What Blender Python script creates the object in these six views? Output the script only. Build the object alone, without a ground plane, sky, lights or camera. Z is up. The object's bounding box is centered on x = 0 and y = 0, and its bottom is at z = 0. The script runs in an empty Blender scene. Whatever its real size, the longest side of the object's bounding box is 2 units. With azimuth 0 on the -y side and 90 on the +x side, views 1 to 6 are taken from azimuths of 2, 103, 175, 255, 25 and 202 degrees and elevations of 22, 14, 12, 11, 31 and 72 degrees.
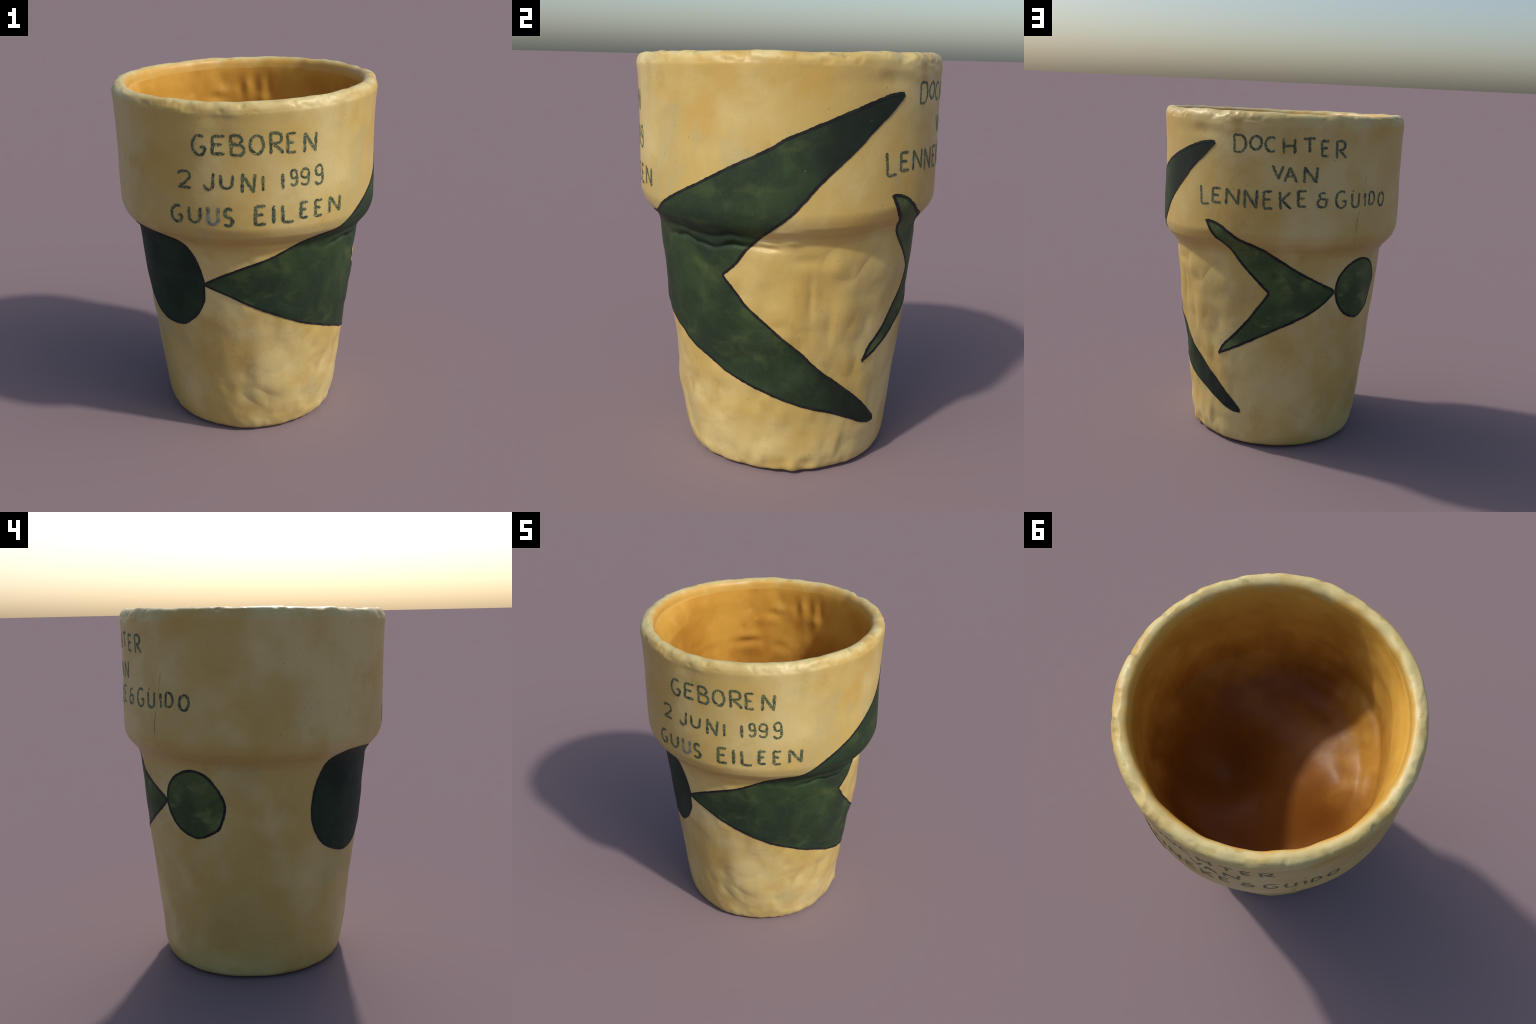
"""Hand-built ceramic cup: stepped collar, honey-coloured inside, two painted green fish
and pencilled lettering.  Everything is described as rules on one surface of revolution:
outer_radius(theta, z) gives the wall, and every painted piece is laid onto that wall."""
import bpy, math
import numpy as np
from mathutils import Vector
from mathutils.geometry import delaunay_2d_cdt

RNG = np.random.default_rng(7)
PI = math.pi

# ------------------------------------------------------------------ smooth noise
LAT = RNG.uniform(-1, 1, (32, 32, 32))


def noise(p, scale, seed=0.0):
    """Smooth lattice noise in [-1, 1] at points p (..., 3)."""
    q = np.asarray(p) * scale + np.array([seed * 3.17, seed * 1.91, seed * 5.3]) + 97.0
    i = np.floor(q).astype(int)
    f = q - i
    f = f * f * f * (f * (f * 6 - 15) + 10)
    out = 0.0
    for dx in (0, 1):
        for dy in (0, 1):
            for dz in (0, 1):
                w = (f[..., 0] if dx else 1 - f[..., 0]) * (f[..., 1] if dy else 1 - f[..., 1]) \
                    * (f[..., 2] if dz else 1 - f[..., 2])
                out = out + w * LAT[(i[..., 0] + dx) % 32, (i[..., 1] + dy) % 32, (i[..., 2] + dz) % 32]
    return out


def smoothstep(a, b, x):
    t = np.clip((x - a) / (b - a), 0, 1)
    return t * t * (3 - 2 * t)


def spline(xk, yk, x):
    """Monotone-ish cubic (Catmull tangents, limited) through profile points."""
    xk, yk = np.asarray(xk, float), np.asarray(yk, float)
    h = np.diff(xk)
    s = np.diff(yk) / h
    m = np.zeros_like(yk)
    m[0], m[-1] = s[0], s[-1]
    same = s[:-1] * s[1:] > 0
    m[1:-1] = np.where(same, 2 * s[:-1] * s[1:] / np.where(same, s[:-1] + s[1:], 1), 0)
    x = np.clip(x, xk[0], xk[-1])
    k = np.clip(np.searchsorted(xk, x) - 1, 0, len(h) - 1)
    t = (x - xk[k]) / h[k]
    return (yk[k] * (1 + 2 * t) * (1 - t) ** 2 + m[k] * h[k] * t * (1 - t) ** 2
            + yk[k + 1] * t * t * (3 - 2 * t) + m[k + 1] * h[k] * t * t * (t - 1))


def around(az_deg, vals, th):
    """Periodic interpolation of a value given at some azimuths (degrees)."""
    a = np.radians(np.asarray(az_deg, float)) % (2 * PI)
    o = np.argsort(a)
    a, v = a[o], np.asarray(vals, float)[o]
    a = np.concatenate([a[-2:] - 2 * PI, a, a[:2] + 2 * PI])
    v = np.concatenate([v[-2:], v, v[:2]])
    x = np.asarray(th) % (2 * PI)
    k = np.clip(np.searchsorted(a, x) - 1, 0, len(a) - 2)
    t = (x - a[k]) / (a[k + 1] - a[k])
    t = t * t * (3 - 2 * t)
    return v[k] * (1 - t) + v[k + 1] * t


# ------------------------------------------------------------------ the wall
# profile: height -> radius (foot, tapering body, shoulder, collar)
PROFILE_Z = [0.000, 0.012, 0.035, 0.10, 0.25, 0.50, 0.75, 1.00, 1.12, 1.18, 1.215, 1.25, 1.285, 1.34, 1.45, 1.65, 1.85, 1.94, 2.05]
PROFILE_R = [0.470, 0.492, 0.508, 0.524, 0.541, 0.568, 0.594, 0.620, 0.631, 0.637, 0.653, 0.684, 0.710, 0.726, 0.727, 0.7245, 0.727, 0.731, 0.731]
# the axis wanders a little: height -> centre
AXIS_Z = [0.0, 0.5, 1.1, 1.3, 2.0]
AXIS_X = [0.002, -0.004, 0.003, 0.001, 0.0]
AXIS_Y = [0.029, 0.024, 0.0135, 0.0085, -0.0040]
# height of the crease below the shoulder around the cup
CREASE_AZ = [-170, -120, -75, -55, -40, -20, -5, 12, 30, 60, 110, 150]
CREASE_DZ = [-0.005, 0.00, 0.00, -0.005, -0.015, -0.025, -0.022, -0.022, -0.018, 0.012, 0.012, -0.005]
WALL = 0.086          # wall thickness at the lip


def axis(z):
    return np.interp(z, AXIS_Z, AXIS_X), np.interp(z, AXIS_Z, AXIS_Y)


def cyl(th, z, r=0.6):
    return np.stack([r * np.cos(th), r * np.sin(th), z + 0 * th], -1)


def rim_height(th):
    p = cyl(th, 0 * th, 0.72)
    return (1.9815 + 0.0135 * np.sin(th) + 0.002 * np.cos(2 * th)
            + 0.0035 * noise(p, 4.0, 3) + 0.0022 * noise(p, 11.0, 4))


def bump(th, z, az, zc, wa, wz, h):
    """A thumb-sized swelling or dent (h < 0) centred at azimuth az, height zc."""
    d = (np.degrees(th) - az + 180) % 360 - 180
    return h * np.exp(-(d / wa) ** 2 - ((z - zc) / wz) ** 2)


# dents and swellings left by the fingers: azimuth, height, width deg, width m, depth
THUMBS = [
    (26, 0.98, 6, 0.12, -0.006), (24, 0.80, 18, 0.28, 0.010), (-50, 0.04, 50, 0.16, -0.008), (14, 0.86, 6, 0.15, 0.007), (38, 0.90, 6, 0.18, 0.008),
    (33, 1.05, 5, 0.05, 0.009), (20, 1.10, 6, 0.03, -0.008), (50, 0.72, 6, 0.10, -0.006),
    (22, 0.92, 1.8, 0.11, -0.006), (31, 0.78, 2.2, 0.10, -0.005), (9, 0.72, 7, 0.05, 0.005),
    (14, 1.185, 4, 0.02, 0.007), (-5, 1.70, 26, 0.25, -0.008), (4, 1.185, 5, 0.016, -0.007), (11, 1.235, 6, 0.014, 0.006),
    (-92, 0.35, 6, 0.22, -0.006), (-70, 0.30, 8, 0.10, 0.005), (-80, 0.12, 7, 0.07, -0.006),
    (-55, 0.22, 8, 0.06, -0.005), (-40, 0.12, 6, 0.10, 0.006), (-20, 0.10, 8, 0.05, -0.006),
    (16, 0.04, 4, 0.04, 0.012), (2, 0.05, 3, 0.03, -0.008), (24, 0.06, 4, 0.03, -0.007),
    (-35, 0.05, 4, 0.03, 0.006), (40, 0.15, 3, 0.10, 0.006), (60, 1.0, 10, 0.1, 0.005),
    (-100, 1.90, 5, 0.035, -0.006), (-92, 1.92, 3, 0.025, 0.005), (-96, 1.80, 6, 0.05, -0.004),
    (48, 1.88, 8, 0.035, -0.006), (66, 1.89, 7, 0.03, 0.005), (-80, 1.19, 8, 0.02, 0.006),
]


def outer_radius(th, z):
    th, z = np.broadcast_arrays(np.asarray(th, float), np.asarray(z, float))
    win = smoothstep(0.95, 1.12, z) * (1 - smoothstep(1.27, 1.42, z))
    zz = z - around(CREASE_AZ, CREASE_DZ, th) * win
    r = spline(PROFILE_Z, PROFILE_R, zz)
    p = cyl(th, z)
    low = 1 - smoothstep(1.1, 1.25, z)
    r = r - (0.0035 * (1 - low) + 0.003 * low) * np.cos(2 * th)
    r = r + (0.0045 * low + 0.0022 * (1 - low)) * noise(p, 3.2, 1)
    r = r + (0.0040 * low + 0.0010 * (1 - low)) * noise(p * [1, 1, 0.7], 8.5, 2)
    # facing +x the lower wall is most heavily thumbed
    rough = 0.35 + 0.65 * smoothstep(-0.5, 0.7, np.cos(th + 0.35))
    r = r + 0.0042 * low * rough * noise(p * [1, 1, 0.75], 15, 5)
    foot = 1 - smoothstep(0.02, 0.16, z)
    r = r + 0.0045 * foot * rough * noise(p, 20, 6)
    lip = smoothstep(1.86, 1.95, z)
    r = r + 0.0042 * lip * noise(p * [1, 1, 1.2], 13, 8)
    # knocked-in facets with crisp edges between them
    warp = p + 0.05 * np.stack([noise(p, 5, 51), noise(p, 5, 52), noise(p, 5, 53)], -1)
    turn = np.stack([0.8 * warp[..., 0] + 0.6 * warp[..., 2], warp[..., 1], 0.8 * warp[..., 2] - 0.6 * warp[..., 0]], -1)
    r = r + 0.0050 * low * rough * (np.abs(noise(turn, 7.0, 16)) - 0.25)
    # two crumpled folds where the clay of the shoulder was pushed down over the lower wall
    az_d = (np.degrees(th) + 18 + 180) % 360 - 180
    span = np.exp(-(az_d / 27) ** 4)
    zf = 1.148 + 0.014 * noise(p * [1, 1, 0], 7, 17) + 0.007 * noise(p * [1, 1, 0], 22, 18)
    amp = span * (0.75 + 0.6 * noise(p * [1, 1, 0], 13, 19))
    r = r - 0.014 * amp * np.exp(-((z - zf) / 0.011) ** 2) + 0.007 * amp * np.exp(-((z - zf - 0.026) / 0.012) ** 2)
    r = r - 0.007 * amp * np.exp(-((z - zf - 0.055) / 0.010) ** 2)
    for az, zc, wa, wz, h in THUMBS:
        r = r + bump(th, z, az, zc, wa, wz, h)
    return r


def wall_point(th, z, off=0.0):
    """Point on the outer wall, raised by off along the wall's normal."""
    def pt(t, zz):
        cx, cy = axis(zz)
        r = outer_radius(t, zz)
        return np.stack([cx + r * np.cos(t), cy + r * np.sin(t), zz + 0 * t], -1)
    th, z = np.broadcast_arrays(np.asarray(th, float), np.asarray(z, float))
    p = pt(th, z)
    e = 0.002
    n = np.cross(pt(th + e, z) - p, pt(th, z + e) - p)
    n /= np.linalg.norm(n, axis=-1, keepdims=True)
    return p + np.asarray(off)[..., None] * n, n


# ------------------------------------------------------------------ vessel as one swept surface
NT = 720
TH = np.linspace(0, 2 * PI, NT, endpoint=False)
rows, tags = [], []


def add_row(r, z, tag, ax=None):
    cx, cy = axis(z) if ax is None else ax
    rows.append(np.stack([cx + r * np.cos(TH), cy + r * np.sin(TH), z + 0 * TH], -1))
    tags.append(tag)


foot_gap = 0.012 + 0.007 * np.cos(TH - 0.1) + 0.005 * noise(cyl(TH, 0 * TH, 0.5), 9, 9)
foot_gap = np.maximum(foot_gap, 0.002)
r_foot = outer_radius(TH, foot_gap)
# underside: gently domed down to the ground
for f in np.linspace(0.02, 0.985, 14):
    q = f ** 4
    zc = foot_gap * q
    add_row(r_foot * f * (1 - 0.0 * q), zc, "underside", axis(0.0 * TH))
# outer wall
ZR = rim_height(TH)
LIP = 0.054
us = np.concatenate([np.linspace(0, 0.03, 10, endpoint=False), np.linspace(0.03, 0.5, 110, endpoint=False),
                     np.linspace(0.5, 0.70, 130, endpoint=False), np.linspace(0.70, 1, 80)])
for u in us:
    z = foot_gap + (ZR - LIP - foot_gap) * u
    add_row(outer_radius(TH, z), z, "body" if u < 0.585 else "collar")
# lip: rounded cross-section (inward step, height below crest)
LIP_S = [(0, -.054), (-.0016, -.036), (-.009, -.018), (-.022, -.005), (-.041, 0), (-.058, -.003), (-.072, -.012), (-.081, -.028), (-.086, -.055)]
ls = np.linspace(0, 1, len(LIP_S))
r_lip = outer_radius(TH, ZR - LIP)
for t in np.linspace(0, 1, 27)[1:]:
    dr, dz = spline(ls, [a for a, _ in LIP_S], np.array(t)), spline(ls, [b for _, b in LIP_S], np.array(t))
    wob = math.sin(PI * t)
    outer = float(smoothstep(0, 0.15, t) * (1 - smoothstep(0.35, 0.6, t)))
    p = cyl(TH, ZR + dz, 0.72 + dr)
    r = r_lip + dr + wob * (0.0045 * noise(p, 14, 11) + 0.003 * noise(p, 6, 12))
    z = ZR + dz + wob * 0.0032 * noise(p, 17, 13)
    dent = np.clip(noise(p, 18, 14) - 0.15, 0, 1) + 0.7 * np.clip(noise(p, 30, 15) - 0.2, 0, 1)
    r = r - outer * 0.009 * dent
    z = z - outer * 0.005 * dent
    add_row(r, z, "rim", axis(ZR - LIP))
# inside: wall, ledge at the shoulder, shallow floor
r_in0 = r_lip - WALL
IN_S = [(0.650, 1.93), (0.640, 1.80), (0.637, 1.60), (0.632, 1.45), (0.620, 1.36), (0.588, 1.29), (0.548, 1.225), (0.49, 1.17), (0.41, 1.145), (0.30, 1.14), (0.16, 1.145), (0.02, 1.15)]
# the wall swells inward on one side: height -> depth of the swelling
SWELL_Z = [1.05, 1.20, 1.35, 1.45, 1.60, 1.78, 1.87, 1.93]
SWELL_R = [0.015, 0.03, 0.045, 0.055, 0.052, 0.055, 0.030, 0.005]
SWELL_AZ, SWELL_W = -168.0, 30.0
# finger dabs in the wet clay: azimuth, height, width deg, width m, hollow (+) or swelling (-)
INSIDE_MARKS = [(106, 1.85, 3, .04, .008), (95, 1.80, 2.2, .05, .012), (91, 1.81, 2, .05, -.010), (87, 1.83, 2.5, .05, .008),
                (83, 1.80, 2, .06, -.008), (79, 1.80, 2, .06, .010), (83, 1.73, 2.5, .03, -.010), (109, 1.75, 4, .025, .008),
                (113, 1.70, 5, .03, -.009), (106, 1.78, 4, .025, -.007), (125, 1.60, 7, .025, -.010), (125, 1.555, 6, .02, .012),
                (125, 1.50, 6, .03, -.010), (106, 1.52, 3.5, .03, .012), (104, 1.46, 4, .03, -.008), (128, 1.66, 1.5, .02, .006),
                (86, 1.64, 3, .05, .006), (148, 1.54, 5, .03, .006), (152, 1.58, 5, .03, -.006)]
seg = np.linspace(0, 1, len(IN_S))
thick = 0.012 * smoothstep(-0.2, 0.8, np.cos(TH - math.radians(62)))      # thinner wall where it was dabbed
for t in np.linspace(0, 1, 190)[1:]:
    ta = np.array(t)
    ri = float(spline(seg, [a for a, _ in IN_S], ta))
    zi = float(spline(seg, [b for _, b in IN_S], ta))
    k = ri / 0.65
    blend = float(smoothstep(0, 0.12, t))
    up = float(smoothstep(1.25, 1.5, zi))
    r = (r_in0 * k) * (1 - blend) + (ri + thick * up) * blend
    z = zi + (ZR - 1.985) * float(smoothstep(1.3, 1.93, zi))
    p = cyl(TH, zi, ri)
    soft = float(smoothstep(0.0, 0.15, t)) * float(smoothstep(0.05, 0.5, k))
    r = r + soft * (0.007 * noise(p, 6, 21) + 0.003 * noise(p, 13, 22))
    for az, zc, wa, wz, h in INSIDE_MARKS:
        r = r + bump(TH, zi, az, zc, wa * 1.15, wz * 1.15, h * 0.75)
    z = z + 0.008 * float((1 - smoothstep(1.1, 1.4, zi)) * smoothstep(0.02, 0.2, k)) * noise(p, 5, 23)
    # the floor is uneven: it falls towards +y and +x and is heaped up in one corner
    low_w = float(1 - smoothstep(1.2, 1.42, zi))
    x, y = r * np.cos(TH), r * np.sin(TH)
    ye = y - 0.6 * np.maximum(x, 0) * smoothstep(0.0, 0.35, y)
    fall = spline([-0.75, -0.62, -0.45, -0.28, 0.0, 0.6, 0.75], [0.0, 0.02, 0.055, 0.075, 0.0, -0.215, -0.26], ye)
    heap = 0.055 * np.exp(-((x + 0.42) ** 2 + (y + 0.42) ** 2) / 0.025) + 0.13 * np.exp(-((x + 0.43) ** 2 + (y - 0.02) ** 2) / 0.04)
    heap = heap - 0.17 * np.exp(-((x - 0.24) ** 2 + (y - 0.05) ** 2) / 0.055)
    z = z + low_w * (fall + heap + 0.012 * noise(p, 4.5, 25))
    r = r - 0.006 * float(smoothstep(1.55, 1.75, zi) * (1 - smoothstep(1.82, 1.93, zi))) * smoothstep(0.1, 0.9, -np.cos(TH))
    d_az = (np.degrees(TH) - SWELL_AZ + 180) % 360 - 180
    r = r - np.exp(-np.abs(d_az / SWELL_W) ** 2.4) * float(np.interp(zi, SWELL_Z, SWELL_R)) * float(smoothstep(0.25, 0.75, k))
    add_row(r, z, "inside" if ri > 0.53 else "inside_floor", axis(np.maximum(z, 1.3)))

GRID = np.array(rows)
NR = len(rows)
verts = GRID.reshape(-1, 3)


def quad(i, j):
    return (i * NT + j, i * NT + (j + 1) % NT, (i + 1) * NT + (j + 1) % NT, (i + 1) * NT + j)


def make_mesh(name, v, faces, normals=None):
    me = bpy.data.meshes.new(name)
    me.from_pydata([tuple(x) for x in v], [], faces)
    me.update()
    me.polygons.foreach_set("use_smooth", np.ones(len(me.polygons), bool))
    if normals is not None:
        me.normals_split_custom_set_from_vertices([tuple(x) for x in normals])
    return me


# whole-vessel vertex normals from the grid
dT = np.roll(GRID, -1, 1) - np.roll(GRID, 1, 1)
dR = np.gradient(GRID, axis=0)
NRM = np.cross(dT, dR)
NRM /= np.maximum(np.linalg.norm(NRM, axis=-1, keepdims=True), 1e-9)

# ------------------------------------------------------------------ materials
def srgb(r, g, b):
    f = lambda c: (c / 12.92) if c <= 0.04045 else ((c + 0.055) / 1.055) ** 2.4
    return (f(r / 255), f(g / 255), f(b / 255), 1)


class Nodes:
    """Small helper for wiring node trees."""
    def __init__(self, tree):
        self.t = tree

    def new(self, kind, **kw):
        n = self.t.nodes.new(kind)
        for k, v in kw.items():
            setattr(n, k, v)
        return n

    def link(self, a, b):
        self.t.links.new(a, b)

    def coords(self, scale=(1, 1, 1), loc=(0, 0, 0)):
        tc = self.new("ShaderNodeTexCoord")
        mp = self.new("ShaderNodeMapping")
        mp.inputs["Scale"].default_value = scale
        mp.inputs["Location"].default_value = loc
        self.link(tc.outputs["Object"], mp.inputs["Vector"])
        return mp.outputs["Vector"]

    def noise(self, scale, detail=4, rough=0.55, vec=None, distort=0.0):
        n = self.new("ShaderNodeTexNoise")
        n.inputs["Scale"].default_value = scale
        n.inputs["Detail"].default_value = detail
        n.inputs["Roughness"].default_value = rough
        n.inputs["Distortion"].default_value = distort
        self.link(vec if vec is not None else self.coords(), n.inputs["Vector"])
        return n.outputs["Fac"]

    def ramp(self, fac, lo, hi, smooth=True):
        m = self.new("ShaderNodeMapRange", interpolation_type="SMOOTHSTEP" if smooth else "LINEAR")
        m.inputs["From Min"].default_value = lo
        m.inputs["From Max"].default_value = hi
        self.link(fac, m.inputs["Value"])
        return m.outputs["Result"]

    def math(self, op, a, b):
        m = self.new("ShaderNodeMath", operation=op)
        for s, x in zip(m.inputs, (a, b)):
            if isinstance(x, (int, float)):
                s.default_value = x
            else:
                self.link(x, s)
        return m.outputs[0]

    def mix(self, fac, a, b, mode="MIX"):
        m = self.new("ShaderNodeMix", data_type="RGBA", blend_type=mode)
        for s, x in ((m.inputs[0], fac), (m.inputs[6], a), (m.inputs[7], b)):
            if isinstance(x, (int, float)):
                s.default_value = x
            elif isinstance(x, tuple):
                s.default_value = x
            else:
                self.link(x, s)
        return m.outputs[2]

    def specks(self, scale, size, keep, loc=(0, 0, 0)):
        """Sparse tiny dots: 1 inside a dot."""
        v = self.new("ShaderNodeTexVoronoi")
        v.inputs["Scale"].default_value = scale
        self.link(self.coords(loc=loc), v.inputs["Vector"])
        dot = self.ramp(v.outputs["Distance"], size, size * 0.5)
        sep = self.new("ShaderNodeSeparateColor")
        self.link(v.outputs["Color"], sep.inputs[0])
        k = self.math("LESS_THAN", sep.outputs[0], keep)
        return self.math("MULTIPLY", dot, k)


CREAM = srgb(193, 165, 95)
CREAM_PALE = srgb(206, 186, 126)
CREAM_GREY = srgb(173, 163, 116)
OCHRE = srgb(190, 151, 68)
OCHRE_DEEP = srgb(164, 124, 58)

cream_group = bpy.data.node_groups.new("cream_glaze_colour", "ShaderNodeTree")
cream_group.interface.new_socket("Color", in_out="OUTPUT", socket_type="NodeSocketColor")
g = Nodes(cream_group)
go = g.new("NodeGroupOutput")
c = g.mix(g.ramp(g.noise(2.1, 3), 0.40, 0.66), CREAM, CREAM_PALE)
c = g.mix(g.math("MULTIPLY", g.ramp(g.noise(2.6, 4, vec=g.coords(loc=(5, 2, 1))), 0.48, 0.74), 0.6), c, OCHRE)
c = g.mix(g.math("MULTIPLY", g.ramp(g.noise(3.4, 4, vec=g.coords((1, 1, 0.7), (9, 4, 3)), distort=0.6), 0.56, 0.74), 0.55), c, CREAM_GREY)
c = g.mix(g.math("MULTIPLY", g.ramp(g.noise(5.5, 5, 0.6, vec=g.coords((1, 1, 0.8), (2, 7, 3))), 0.56, 0.80), 0.5), c, OCHRE_DEEP)
c = g.mix(g.math("MULTIPLY", g.ramp(g.noise(60, 3, 0.7), 0.3, 0.8), 0.12), c, srgb(150, 125, 80))
c = g.mix(g.math("MULTIPLY", g.specks(26, 0.10, 0.30), 0.6), c, srgb(96, 76, 42))
g.link(c, go.inputs[0])


def principled(name, rough=0.45, spec=0.4):
    m = bpy.data.materials.new(name)
    m.use_nodes = True
    n = Nodes(m.node_tree)
    b = m.node_tree.nodes["Principled BSDF"]
    b.inputs["Roughness"].default_value = rough
    b.inputs["Specular IOR Level"].default_value = spec
    return m, n, b


def cream(n):
    gn = n.new("ShaderNodeGroup")
    gn.node_tree = cream_group
    return gn.outputs[0]


def add_bump(n, b, scale, strength, dist=0.004):
    bm = n.new("ShaderNodeBump")
    bm.inputs["Strength"].default_value = strength
    bm.inputs["Distance"].default_value = dist
    n.link(n.noise(scale, 4), bm.inputs["Height"])
    n.link(bm.outputs[0], b.inputs["Normal"])


MAT = {}
m, n, b = principled("cream_glaze", 0.42, 0.4)
n.link(cream(n), b.inputs["Base Color"])
add_bump(n, b, 34, 0.25)
MAT["cream"] = m

m, n, b = principled("rim_glaze", 0.44, 0.4)
tc = n.new("ShaderNodeTexCoord")
sep = n.new("ShaderNodeSeparateXYZ")
n.link(tc.outputs["Object"], sep.inputs[0])
rad = n.math("SQRT", n.math("ADD", n.math("POWER", sep.outputs[0], 2), n.math("POWER", sep.outputs[1], 2)), 0)
rad = n.math("ADD", rad, n.math("MULTIPLY", n.math("SUBTRACT", n.noise(9, 3), 0.5), 0.05))
crest = n.ramp(rad, 0.732, 0.708)
c = n.mix(n.math("MULTIPLY", crest, n.math("MULTIPLY", n.ramp(n.noise(7, 4, vec=n.coords(loc=(3, 1, 1))), 0.35, 0.65), 0.7)), cream(n), srgb(208, 194, 138))
c = n.mix(n.math("MULTIPLY", crest, n.math("MULTIPLY", n.ramp(n.noise(16, 4), 0.58, 0.74), 0.55)), c, srgb(150, 128, 78))
# the honey glaze of the inside laps irregularly over the inner edge of the lip
c = n.mix(n.ramp(rad, 0.674, 0.646), c, srgb(202, 156, 70))
n.link(c, b.inputs["Base Color"])
add_bump(n, b, 30, 0.3)
MAT["rim"] = m

m, n, b = principled("honey_glaze", 0.42, 0.2)
c = n.mix(n.ramp(n.noise(2.6, 4, vec=n.coords(loc=(1, 5, 2))), 0.35, 0.68), srgb(208, 158, 68), srgb(188, 134, 52))
c = n.mix(n.math("MULTIPLY", n.ramp(n.noise(8, 4), 0.55, 0.78), 0.5), c, srgb(218, 176, 94))
# colour blends by height from honey to a darker brown, with a ragged border
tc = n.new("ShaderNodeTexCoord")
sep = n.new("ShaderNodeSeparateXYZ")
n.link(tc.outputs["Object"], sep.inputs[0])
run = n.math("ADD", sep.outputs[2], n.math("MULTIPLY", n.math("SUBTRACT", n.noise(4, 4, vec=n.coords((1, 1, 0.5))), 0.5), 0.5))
low_brown = n.mix(n.noise(3.0, 4, vec=n.coords(loc=(4, 5, 2))), srgb(132, 84, 30), srgb(112, 64, 22))
c = n.mix(n.ramp(run, 1.62, 1.12), c, low_brown)
n.link(c, b.inputs["Base Color"])
add_bump(n, b, 16, 0.3, 0.006)
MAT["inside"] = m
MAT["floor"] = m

m, n, b = principled("bare_clay", 0.8, 0.2)
n.link(n.mix(n.noise(9, 4), srgb(170, 165, 150), srgb(200, 192, 172)), b.inputs["Base Color"])
MAT["underside"] = m


def green_paint(name, dark, mid, light, dabs, streak, tips=False):
    m, n, b = principled(name, 0.55, 0.16)
    c = n.mix(n.ramp(n.noise(3.2, 3, vec=n.coords(loc=(2, 1, 6))), 0.36, 0.64), dark, mid)
    w = n.noise(streak, 5, 0.6, vec=n.coords((1, 1, 1.5), (1, 3, 2)), distort=0.35)
    c = n.mix(n.math("MULTIPLY", n.ramp(w, 0.50, 0.78), dabs), c, light)
    c = n.mix(n.math("MULTIPLY", n.ramp(n.noise(4.5, 2, vec=n.coords(loc=(8, 8, 1)), distort=0.3), 0.53, 0.60), 0.55), c, dark)
    c = n.mix(n.math("MULTIPLY", n.ramp(n.noise(70, 4, 0.7), 0.48, 0.8), 0.25), c, light)
    if tips:
        # paint brushed on thicker towards both tail tips
        tc = n.new("ShaderNodeTexCoord")
        sep = n.new("ShaderNodeSeparateXYZ")
        n.link(tc.outputs["Object"], sep.inputs[0])
        y = n.math("ADD", sep.outputs[1], n.math("MULTIPLY", n.noise(6, 3), 0.3))
        c = n.mix(n.math("MULTIPLY", n.ramp(y, 0.30, 0.52), 0.8), c, srgb(30, 36, 32))
    c = n.mix(n.math("MULTIPLY", n.specks(22, 0.055, 0.22), 0.75), c, srgb(150, 165, 140))
    n.link(c, b.inputs["Base Color"])
    add_bump(n, b, 40, 0.15)
    return m


MAT["green"] = green_paint("green_paint", srgb(38, 52, 38), srgb(51, 69, 43), srgb(82, 92, 54), 0.6, 6.0, True)
MAT["green_deep"] = green_paint("deep_green_paint", srgb(25, 40, 32), srgb(32, 54, 38), srgb(48, 66, 42), 0.5, 6.0)
MAT["green_olive"] = green_paint("olive_green_paint", srgb(54, 72, 44), srgb(80, 94, 56), srgb(114, 124, 80), 0.8, 9.0)

m, n, b = principled("black_brush_line", 0.5, 0.2)
n.link(n.mix(n.ramp(n.noise(12, 4), 0.4, 0.7), srgb(30, 28, 32), srgb(40, 46, 40)), b.inputs["Base Color"])
MAT["line"] = m


def pencil(name, low, high, dark=srgb(40, 56, 46), light=srgb(78, 94, 68)):
    """Crumbly ceramic pencil: grain lets the glaze show through."""
    m, n, b = principled(name, 0.5, 0.35)
    col = n.mix(n.ramp(n.noise(24, 3), 0.35, 0.65), dark, light)
    grain = n.ramp(n.noise(130, 3, 0.7), low, high)
    n.link(n.mix(grain, col, cream(n)), b.inputs["Base Color"])
    return m


MAT["pencil"] = pencil("green_pencil", 0.52, 0.70)
MAT["pencil_halo"] = pencil("green_pencil_smudge", 0.38, 0.62, srgb(86, 92, 62), srgb(130, 126, 82))
MAT["pencil_grey"] = pencil("grey_pencil", 0.50, 0.70, srgb(54, 66, 66), srgb(128, 140, 140))
m, n, b = principled("crack_line", 0.7, 0.2)
n.link(n.mix(n.ramp(n.noise(30, 3), 0.35, 0.6), srgb(104, 88, 54), cream(n)), b.inputs["Base Color"])
MAT["crack"] = m

# ------------------------------------------------------------------ objects
COLL = bpy.context.scene.collection


def add_object(name, data, parent, mat=None):
    o = bpy.data.objects.new(name, data)
    COLL.objects.link(o)
    o.parent = parent
    if mat is not None:
        data.materials.append(mat)
    return o


cup = bpy.data.objects.new("ceramic_cup", None)
COLL.objects.link(cup)
cup["label"] = "hand-built cream ceramic cup with painted green fish and lettering"
cup["category"] = "ceramic cup"

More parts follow.
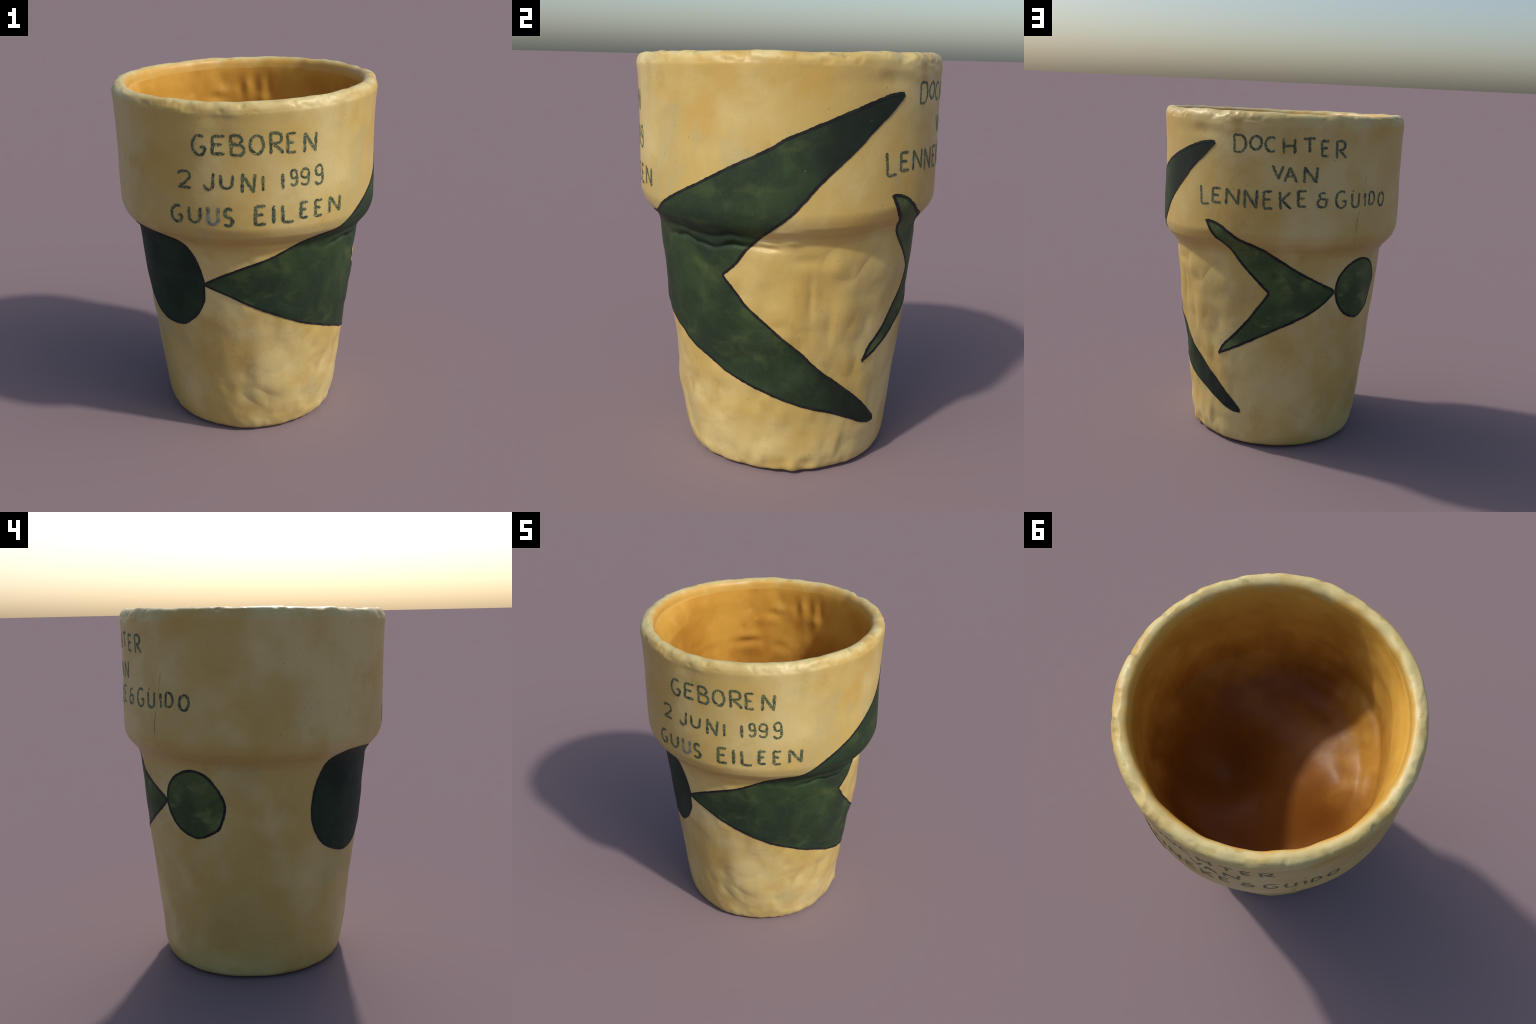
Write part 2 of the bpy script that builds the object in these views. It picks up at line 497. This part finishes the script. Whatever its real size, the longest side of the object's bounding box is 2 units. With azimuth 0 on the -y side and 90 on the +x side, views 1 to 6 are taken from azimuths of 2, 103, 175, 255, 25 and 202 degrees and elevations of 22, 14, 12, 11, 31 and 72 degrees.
PARTS = [("underside", "base", "underside"), ("body", "lower_wall", "cream"), ("collar", "collar", "cream"),
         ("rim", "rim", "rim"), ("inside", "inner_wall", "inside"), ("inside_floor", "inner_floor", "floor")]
tags = np.array(tags)
for tag, name, mat in PARTS:
    idx = np.nonzero(tags == tag)[0]
    first, last = idx[0], idx[-1]
    if last < NR - 1:
        last += 1                      # share the border ring with the next part
    nrow = last - first + 1
    v = GRID[first:last + 1].reshape(-1, 3)
    nn = NRM[first:last + 1].reshape(-1, 3)
    faces = [quad(i, j) for i in range(nrow - 1) for j in range(NT)]
    extra = None
    if first == 0:
        faces.append(tuple(reversed(range(NT))))
    if last == NR - 1:
        faces.append(tuple((nrow - 1) * NT + j for j in range(NT)))
    me = make_mesh(name, v, faces, nn)
    add_object(name, me, cup, MAT[mat])

# ------------------------------------------------------------------ painted pieces
R0 = 0.66            # radius used to unroll the wall into metres


def resample(points, step, closed=False, corner=50):
    """Smooth curve through control points (azimuth deg, height); sharp corners stay sharp."""
    P = np.array([(math.radians(a) * R0, z) for a, z in points])
    n = len(P)
    segs = range(n if closed else n - 1)
    out = []
    corners = set()
    for i in range(n):
        if not closed and i in (0, n - 1):
            corners.add(i)
            continue
        a, b2 = P[i] - P[i - 1], P[(i + 1) % n] - P[i]
        ang = math.degrees(math.acos(np.clip(a @ b2 / (np.linalg.norm(a) * np.linalg.norm(b2)), -1, 1)))
        if ang > corner:
            corners.add(i)
    for i in segs:
        p1, p2 = P[i], P[(i + 1) % n]
        L = np.linalg.norm(p2 - p1)
        t1 = np.zeros(2) if i in corners else P[(i + 1) % n] - P[i - 1]
        t2 = np.zeros(2) if (i + 1) % n in corners else P[(i + 2) % n] - P[i]
        t1 = (p2 - p1) if i in corners else t1 / max(np.linalg.norm(t1), 1e-9) * L
        t2 = (p2 - p1) if (i + 1) % n in corners else t2 / max(np.linalg.norm(t2), 1e-9) * L
        k = max(1, int(math.ceil(L / step)))
        for j in range(k):
            t = j / k
            out.append(p1 * (1 + 2 * t) * (1 - t) ** 2 + t1 * t * (1 - t) ** 2 + p2 * t * t * (3 - 2 * t) + t2 * t * t * (t - 1))
    if not closed:
        out.append(P[-1])
    return np.array(out), P[sorted(corners)]


def lay(P, off):
    return wall_point(P[:, 0] / R0, P[:, 1], off)


def paint_fill(name, outline, parent, mat, off=0.0014, step=0.008):
    """A coat of paint: the outline filled with a fine net and laid on the wall, edges turned down."""
    B = outline
    nb = len(B)
    lo, hi = B.min(0), B.max(0)
    gx, gy = np.meshgrid(np.arange(lo[0], hi[0], step), np.arange(lo[1], hi[1], step))
    gx = gx + (np.arange(gx.shape[0])[:, None] % 2) * step * 0.5
    G = np.stack([gx.ravel(), gy.ravel()], -1)
    # keep net points inside the outline and clear of it
    inside = np.zeros(len(G), bool)
    for i in range(nb):
        a, b2 = B[i - 1], B[i]
        cross = (a[1] > G[:, 1]) != (b2[1] > G[:, 1])
        with np.errstate(divide="ignore", invalid="ignore"):
            xi = (b2[0] - a[0]) * (G[:, 1] - a[1]) / (b2[1] - a[1]) + a[0]
        inside ^= cross & (G[:, 0] < xi)
    G = G[inside]
    near = np.full(len(G), 9.0)
    for i in range(nb):
        near = np.minimum(near, np.hypot(G[:, 0] - B[i, 0], G[:, 1] - B[i, 1]))
    G = G[near > step * 0.5]
    pts = np.concatenate([B, G])
    edges = [(i, (i + 1) % nb) for i in range(nb)]
    v2, e2, f2, *_ = delaunay_2d_cdt([Vector(p) for p in pts], edges, [], 1, 1e-7)
    V2 = np.array([tuple(v) for v in v2])
    top, n_top = lay(V2, np.full(len(V2), off))
    faces = [tuple(f) for f in f2]
    # turned-down edge
    count = {}
    for f in faces:
        for a, b2 in zip(f, f[1:] + f[:1]):
            count[(a, b2)] = count.get((a, b2), 0) + 1
    rim_e = [(a, b2) for (a, b2) in count if (b2, a) not in count]
    ring = sorted({a for e in rim_e for a in e})
    down = {a: len(V2) + k for k, a in enumerate(ring)}
    low, n_low = lay(V2[ring], np.full(len(ring), -0.002))
    faces += [(b2, a, down[a], down[b2]) for a, b2 in rim_e]
    me = make_mesh(name, np.concatenate([top, low]), faces, np.concatenate([n_top, n_low]))
    return add_object(name, me, parent, mat)


def stroke_mesh(strokes, width, off, ragged=0.25, taper=0.0, seed=0, step=0.006):
    """Brush or pencil strokes (polylines in unrolled metres) as low crowned ribbons on the wall."""
    V, F, VN = [], [], []
    for k, L in enumerate(strokes):
        L = np.asarray(L, float)
        d = np.r_[0, np.cumsum(np.hypot(*np.diff(L, axis=0).T))]
        if d[-1] < 1e-5:
            continue
        m = max(3, int(d[-1] / step) + 1)
        s = np.linspace(0, d[-1], m)
        C = np.stack([np.interp(s, d, L[:, 0]), np.interp(s, d, L[:, 1])], -1)
        T = np.gradient(C, axis=0)
        T /= np.maximum(np.linalg.norm(T, axis=1, keepdims=True), 1e-9)
        N = np.stack([-T[:, 1], T[:, 0]], -1)
        q = np.stack([C[:, 0], C[:, 1], 0 * s + k + seed], -1)
        end = np.minimum(s, d[-1] - s)
        cap = np.sqrt(np.clip(end / (width * 0.4), 0.0, 1.0)) * 0.55 + 0.45
        if taper:
            cap = cap * (1 - taper * s / d[-1])
        wl = width * 0.5 * cap * (1 + ragged * noise(q, 55, 31) + ragged * noise(q, 120, 32))
        wr = width * 0.5 * cap * (1 + ragged * noise(q, 55, 33) + ragged * noise(q, 120, 34))
        base = len(V)
        h = off + 0.00009 * (k % 9)
        ribs, nors = [], []
        for f, o in ((-1, -0.0006), (-0.9, h), (0, h + 0.0001), (0.9, h), (1, -0.0006)):
            w = np.where(f < 0, wl, wr)
            P = C + N * (f * w)[:, None]
            a3, n3 = lay(P, np.full(m, o))
            ribs.append(a3)
            nors.append(n3)
        V.extend(np.stack(ribs, 1).reshape(-1, 3))
        VN.extend(np.stack(nors, 1).reshape(-1, 3))
        for i in range(m - 1):
            for j in range(4):
                a = base + i * 5 + j
                F.append((a, a + 5, a + 6, a + 1))
    return np.array(V), F, np.array(VN)


def outline_strokes(B, corners, inset):
    """Split a closed outline at its corners and pull it inward by inset."""
    n = len(B)
    T = np.roll(B, -1, 0) - np.roll(B, 1, 0)
    T /= np.maximum(np.linalg.norm(T, axis=1, keepdims=True), 1e-9)
    area = 0.5 * np.sum(B[:, 0] * np.roll(B[:, 1], -1) - np.roll(B[:, 0], -1) * B[:, 1])
    N = np.stack([-T[:, 1], T[:, 0]], -1) * (1 if area > 0 else -1)
    C = B + N * inset
    cut = sorted({int(np.argmin(np.hypot(*(B - c).T))) for c in corners})
    if not cut:
        return [np.concatenate([C, C[:2]])]
    out = []
    for a, b2 in zip(cut, cut[1:] + [cut[0] + n]):
        ids = [i % n for i in range(a, b2 + 1)]
        if len(ids) > 1:
            seg = C[ids].copy()
            out.append(seg)
    return out


FISH_LARGE = [(-110, .985), (-98, 1.055), (-84, 1.117), (-76, 1.148), (-67, 1.195), (-58, 1.240), (-46, 1.268), (-38, 1.325),
              (-28.5, 1.385), (-21.7, 1.424), (-6.9, 1.520), (6.2, 1.599), (10.5, 1.634), (22.5, 1.700), (37.9, 1.778), (48, 1.820),
              (54.2, 1.830), (55, 1.812), (48.5, 1.737), (42.8, 1.680), (35.1, 1.587), (24.3, 1.465), (13.2, 1.313), (.6, 1.186),
              (-5, 1.125), (-9.8, 1.058), (-15.3, 1.008), (-6.8, .896), (-.1, .828), (9.2, .743), (18.8, .655),
              (27.5, .565), (39.6, .468), (49, .392), (59.2, .298), (64.6, .243), (65, .220), (60, .221), (54, .240), (46, .280), (33.5, .331),
              (24.2, .357), (14.9, .390), (4.4, .430), (-4.7, .468), (-18, .519), (-28.3, .570), (-41.8, .630), (-57.3, .700),
              (-73, .783), (-85.5, .847), (-98.7, .920), (-109.8, .965)]
HEAD_LARGE = [(-110.1, .947), (-110.2, .994), (-111.7, 1.061), (-113.9, 1.125), (-116.8, 1.172), (-121.1, 1.218), (-126.5, 1.240),
              (-133, 1.250), (-144.9, 1.255), (-152, 1.246), (-156.4, 1.226), (-159.3, 1.200), (-162.9, 1.133), (-165.2, 1.062),
              (-166, 1.016), (-166.3, .934), (-164.7, .861), (-160.3, .782), (-155, .732), (-145.3, .688), (-135, .671),
              (-126, .688), (-120.5, .726), (-115, .784), (-110.9, .866), (-110.2, .899)]
FISH_SMALL = [(50.4, 1.390), (55, 1.304), (59.5, 1.255), (64.7, 1.170), (72.4, 1.080), (80.8, .987), (75.8, .910), (69.4, .817),
              (60.7, .712), (53, .633), (50, .570), (56, .598), (67.7, .664), (77.3, .720), (86.4, .774), (96.7, .827),
              (105.7, .882), (112.8, .938), (117.3, .982), (116.8, 1.005), (111.7, 1.034), (98.5, 1.109), (86, 1.190),
              (76.2, 1.262), (67.6, 1.306), (61.8, 1.353), (58, 1.379), (53, 1.394)]
HEAD_SMALL = [(119, 1.069), (122.4, 1.119), (127.8, 1.157), (134, 1.176), (138.8, 1.171), (143.2, 1.147), (146.8, 1.106),
              (149.2, 1.067), (151.2, 1.021), (151.5, .973), (150.2, .918), (147.8, .864), (143.6, .833), (137, .808),
              (131.7, .815), (125.4, .848), (120.6, .903), (118.1, .963), (117.6, 1.004)]

for part, pts, mat, wline, lift in (("painted_fish", FISH_LARGE, "green", 0.0125, 0), ("painted_fish_head", HEAD_LARGE, "green_deep", 0.014, 1),
                                    ("painted_fish", FISH_SMALL, "green_olive", 0.0155, 0), ("painted_fish_head", HEAD_SMALL, "green_olive", 0.0145, 1)):
    B, cor = resample(pts, 0.007, closed=True)
    if lift:
        cor = []
    ob = paint_fill(part, B, cup, MAT[mat], off=0.0017 + 0.0003 * lift)
    V, F, VN = stroke_mesh(outline_strokes(B, cor, wline * 0.42), wline, 0.0027 + 0.0003 * lift, ragged=0.22, seed=lift + 3)
    add_object("brush_outline", make_mesh("brush_outline", V, F, VN), ob, MAT["line"])

# ------------------------------------------------------------------ lettering
# one-line alphabet in a unit box: each letter is a few pencil strokes
def arc(cx, cy, rx, ry, a0, a1, k=14):
    t = np.radians(np.linspace(a0, a1, k))
    return [(cx + rx * math.cos(x), cy + ry * math.sin(x)) for x in t]


GLYPH = {
    "A": [[(0, 0), (.48, 1)], [(.46, 1), (1, 0)], [(.2, .38), (.82, .40)]],
    "B": [[(.06, 1), (.1, 0)], [(.05, .98)] + arc(.45, .76, .40, .23, 90, -90) + [(.1, .53)], [(.1, .53)] + arc(.5, .27, .5, .27, 88, -90) + [(.08, .03)]],
    "C": [arc(.55, .5, .55, .5, 50, 310, 20)],
    "D": [[(.05, 1), (.06, 0)], [(.05, .98), (.4, .98)] + arc(.5, .5, .5, .48, 85, -85, 18) + [(.06, .02)]],
    "E": [[(.08, 1), (.1, 0)], [(.06, .98), (.95, .99)], [(.1, .54), (.78, .53)], [(.1, .02), (1, .05)]],
    "G": [arc(.52, .5, .52, .5, 55, 318, 20), [(.98, .42), (.56, .40)], [(.95, .43), (.9, .12)]],
    "H": [[(.08, 1), (.06, 0)], [(.95, 1), (.95, 0)], [(.08, .5), (.95, .54)]],
    "I": [[(.4, 1), (.6, 0)]],
    "J": [[(.9, 1), (.86, .4)] + arc(.45, .28, .42, .28, 0, -180, 12)],
    "K": [[(.06, 1), (.14, 0)], [(.95, .98), (.14, .46)], [(.22, .5), (1, .04)]],
    "L": [[(.05, 1), (.12, 0.02)], [(.1, .02), (1, .06)]],
    "N": [[(.05, 0), (.08, 1)], [(.06, 1), (.92, .03)], [(.92, 0), (.98, 1)]],
    "O": [arc(.5, .5, .5, .5, 100, 465, 26)],
    "R": [[(.08, 1), (.1, 0)], [(.06, .98)] + arc(.45, .74, .42, .25, 90, -90) + [(.1, .48)], [(.3, .48), (1, .02)]],
    "S": [arc(.52, .75, .42, .25, 30, 255, 12) + arc(.48, .26, .46, .26, 70, -150, 14)],
    "T": [[(0, .97), (1, 1)], [(.5, .98), (.52, 0)]],
    "U": [[(.04, 1), (.06, .4)] + arc(.5, .32, .44, .32, 180, 360, 14) + [(.96, 1)]],
    "V": [[(0, 1), (.55, 0)], [(.55, 0), (1, .96)]],
    "1": [[(.4, 1), (.6, 0)]],
    "2": [arc(.45, .72, .42, .28, 165, -30, 12) + [(.5, .3), (.08, .06)], [(.04, .05), (1, .02)]],
    "9": [arc(.48, .72, .44, .27, 10, 370, 18), [(.92, .8), (.88, .4)] + arc(.45, .25, .42, .25, 10, -160, 10)],
    "&": [arc(.5, .79, .32, .2, 45, 262, 12), arc(.42, .29, .4, .29, 95, 355, 16) + [(.84, .5)], [(.42, .57), (1, .53)]],
}
# letter, azimuth, height, width, height of letter, rise to the right, lean
LINES = [
    [("G", -105.4, 1.761, .080, .107, .05, .06), ("E", -98.0, 1.763, .080, .100, .02, .05), ("B", -90.8, 1.763, .078, .110, -.01, .03),
     ("O", -83.5, 1.765, .076, .101, -.04, .02), ("R", -75.9, 1.767, .082, .115, -.07, .01), ("E", -70.0, 1.761, .059, .109, -.09, 0),
     ("N", -62.2, 1.755, .080, .107, -.12, -.01)],
    [("2", -112.5, 1.584, .088, .098, .10, .06), ("J", -102.1, 1.583, .063, .093, .05, .04), ("U", -95.2, 1.584, .075, .077, .01, .04),
     ("N", -87.0, 1.575, .075, .106, -.03, .03), ("I", -81.4, 1.572, .011, .087, -.06, .02), ("1", -73.6, 1.574, .010, .089, -.10, .01),
     ("9", -69.0, 1.587, .045, .090, -.11, .01), ("9", -64.2, 1.585, .058, .092, -.14, .01), ("9", -57.9, 1.585, .057, .108, -.15, 0)],
    [("G", -116.6, 1.401, .078, .099, .14, .06), ("U", -108.8, 1.406, .080, .090, .10, .05), ("U", -101.0, 1.407, .072, .103, .06, .04),
     ("S", -95.0, 1.401, .055, .106, .01, .03), ("E", -82.7, 1.408, .069, .112, -.05, .02), ("I", -77.5, 1.408, .019, .106, -.06, .02),
     ("L", -71.7, 1.405, .076, .103, -.11, .01), ("E", -64.8, 1.414, .057, .097, -.15, .01), ("E", -58.2, 1.410, .058, .097, -.18, .01),
     ("N", -50.0, 1.412, .090, .096, -.21, 0)],
    [("D", 66.6, 1.823, .080, .103, .07, -.03), ("O", 73.8, 1.832, .072, .082, .06, -.04), ("C", 80.1, 1.828, .068, .086, .05, -.04),
     ("H", 87.7, 1.824, .076, .092, .04, -.05), ("T", 96.2, 1.832, .076, .083, .03, -.06), ("E", 103.3, 1.816, .058, .095, .02, -.07),
     ("R", 110.7, 1.812, .073, .104, .01, -.08)],
    [("V", 83.6, 1.684, .068, .085, .05, -.05), ("A", 89.0, 1.673, .074, .090, .04, -.05), ("N", 97.4, 1.675, .089, .095, .02, -.06)],
    [("L", 49.7, 1.526, .072, .114, .12, -.05), ("E", 56.2, 1.532, .070, .093, .11, -.05), ("N", 64.0, 1.535, .092, .097, .10, -.04),
     ("N", 72.3, 1.530, .084, .110, .08, -.04), ("E", 79.8, 1.531, .062, .106, .06, -.05), ("K", 87.1, 1.533, .075, .106, .04, -.05),
     ("E", 94.3, 1.545, .061, .098, .02, -.05), ("&", 103.5, 1.540, .072, .093, 0, -.06), ("G", 112.2, 1.541, .076, .102, .07, .04),
     ("U", 119.5, 1.535, .065, .088, .06, .02), ("I", 125.2, 1.536, .009, .083, .05, .02), ("D", 129.5, 1.542, .057, .082, .05, .02),
     ("O", 136.7, 1.529, .066, .086, .04, .01)],
]
RC = 0.727
count = 0
for li, line in enumerate(LINES):
    text = bpy.data.objects.new("inscription", None)
    COLL.objects.link(text)
    text.parent = cup
    for ch, az, zc, w, h, rise, lean in line:
        count += 1
        wide = 0.0138 if li < 3 else 0.0132
        mat = "pencil"
        if li == 2:
            wide = 0.0152
            mat = "pencil_grey" if (ch == "U" and az > -105) else "pencil"
        if ch in "9&D":
            wide = 0.0118
        sw, sh = max(w - wide * 0.8, 0.004), h - wide * 0.8
        strokes = []
        for gs in GLYPH[ch]:
            L = []
            for x, y in gs:
                x2, y2 = (x - 0.5) * sw, (y - 0.5) * sh
                wob = 0.0022 * np.array([float(noise(np.array([x * 2.2, y * 2.2, count]), 1.0, 41)), float(noise(np.array([x * 2.2, y * 2.2, count]), 1.0, 42))])
                s = math.radians(az) * RC + x2 + lean * 0.7 * y2 + wob[0]
                L.append((s / RC * R0, zc + y2 + rise * 0.35 * x2 + wob[1]))
            strokes.append(L)
        if ch == "U" and li == 5:
            strokes.append([(math.radians(az - 1.6) * R0, zc + h * .62), (math.radians(az - 1.2) * R0, zc + h * .56)])
        # smudge first (wide, sparse), then the firm line
        V1, F1, N1 = stroke_mesh(strokes, wide * 1.35, 0.0004, ragged=0.32, seed=count)
        V2, F2, N2 = stroke_mesh(strokes, wide * 0.92, 0.0010, ragged=0.30, seed=count + 50)
        me = make_mesh("letter", np.concatenate([V1, V2]), F1 + [tuple(i + len(V1) for i in f) for f in F2], np.concatenate([N1, N2]))
        o = add_object("letter", me, text, MAT["pencil_halo"])
        me.materials.append(MAT[mat])
        me.polygons.foreach_set("material_index", np.r_[np.zeros(len(F1), int), np.ones(len(F2), int)].astype(np.int32))

# hairline crack in the collar
CRACK = [(125.3, 1.673), (124.6, 1.62), (124.0, 1.583), (122.9, 1.51), (122.3, 1.480), (121.1, 1.407), (121.0, 1.361), (121.4, 1.322), (121.8, 1.290)]
L, _ = resample(CRACK, 0.01)
V, F, VN = stroke_mesh([L], 0.0030, 0.0006, ragged=0.5, seed=90)
add_object("crack", make_mesh("crack", V, F, VN), cup, MAT["crack"])
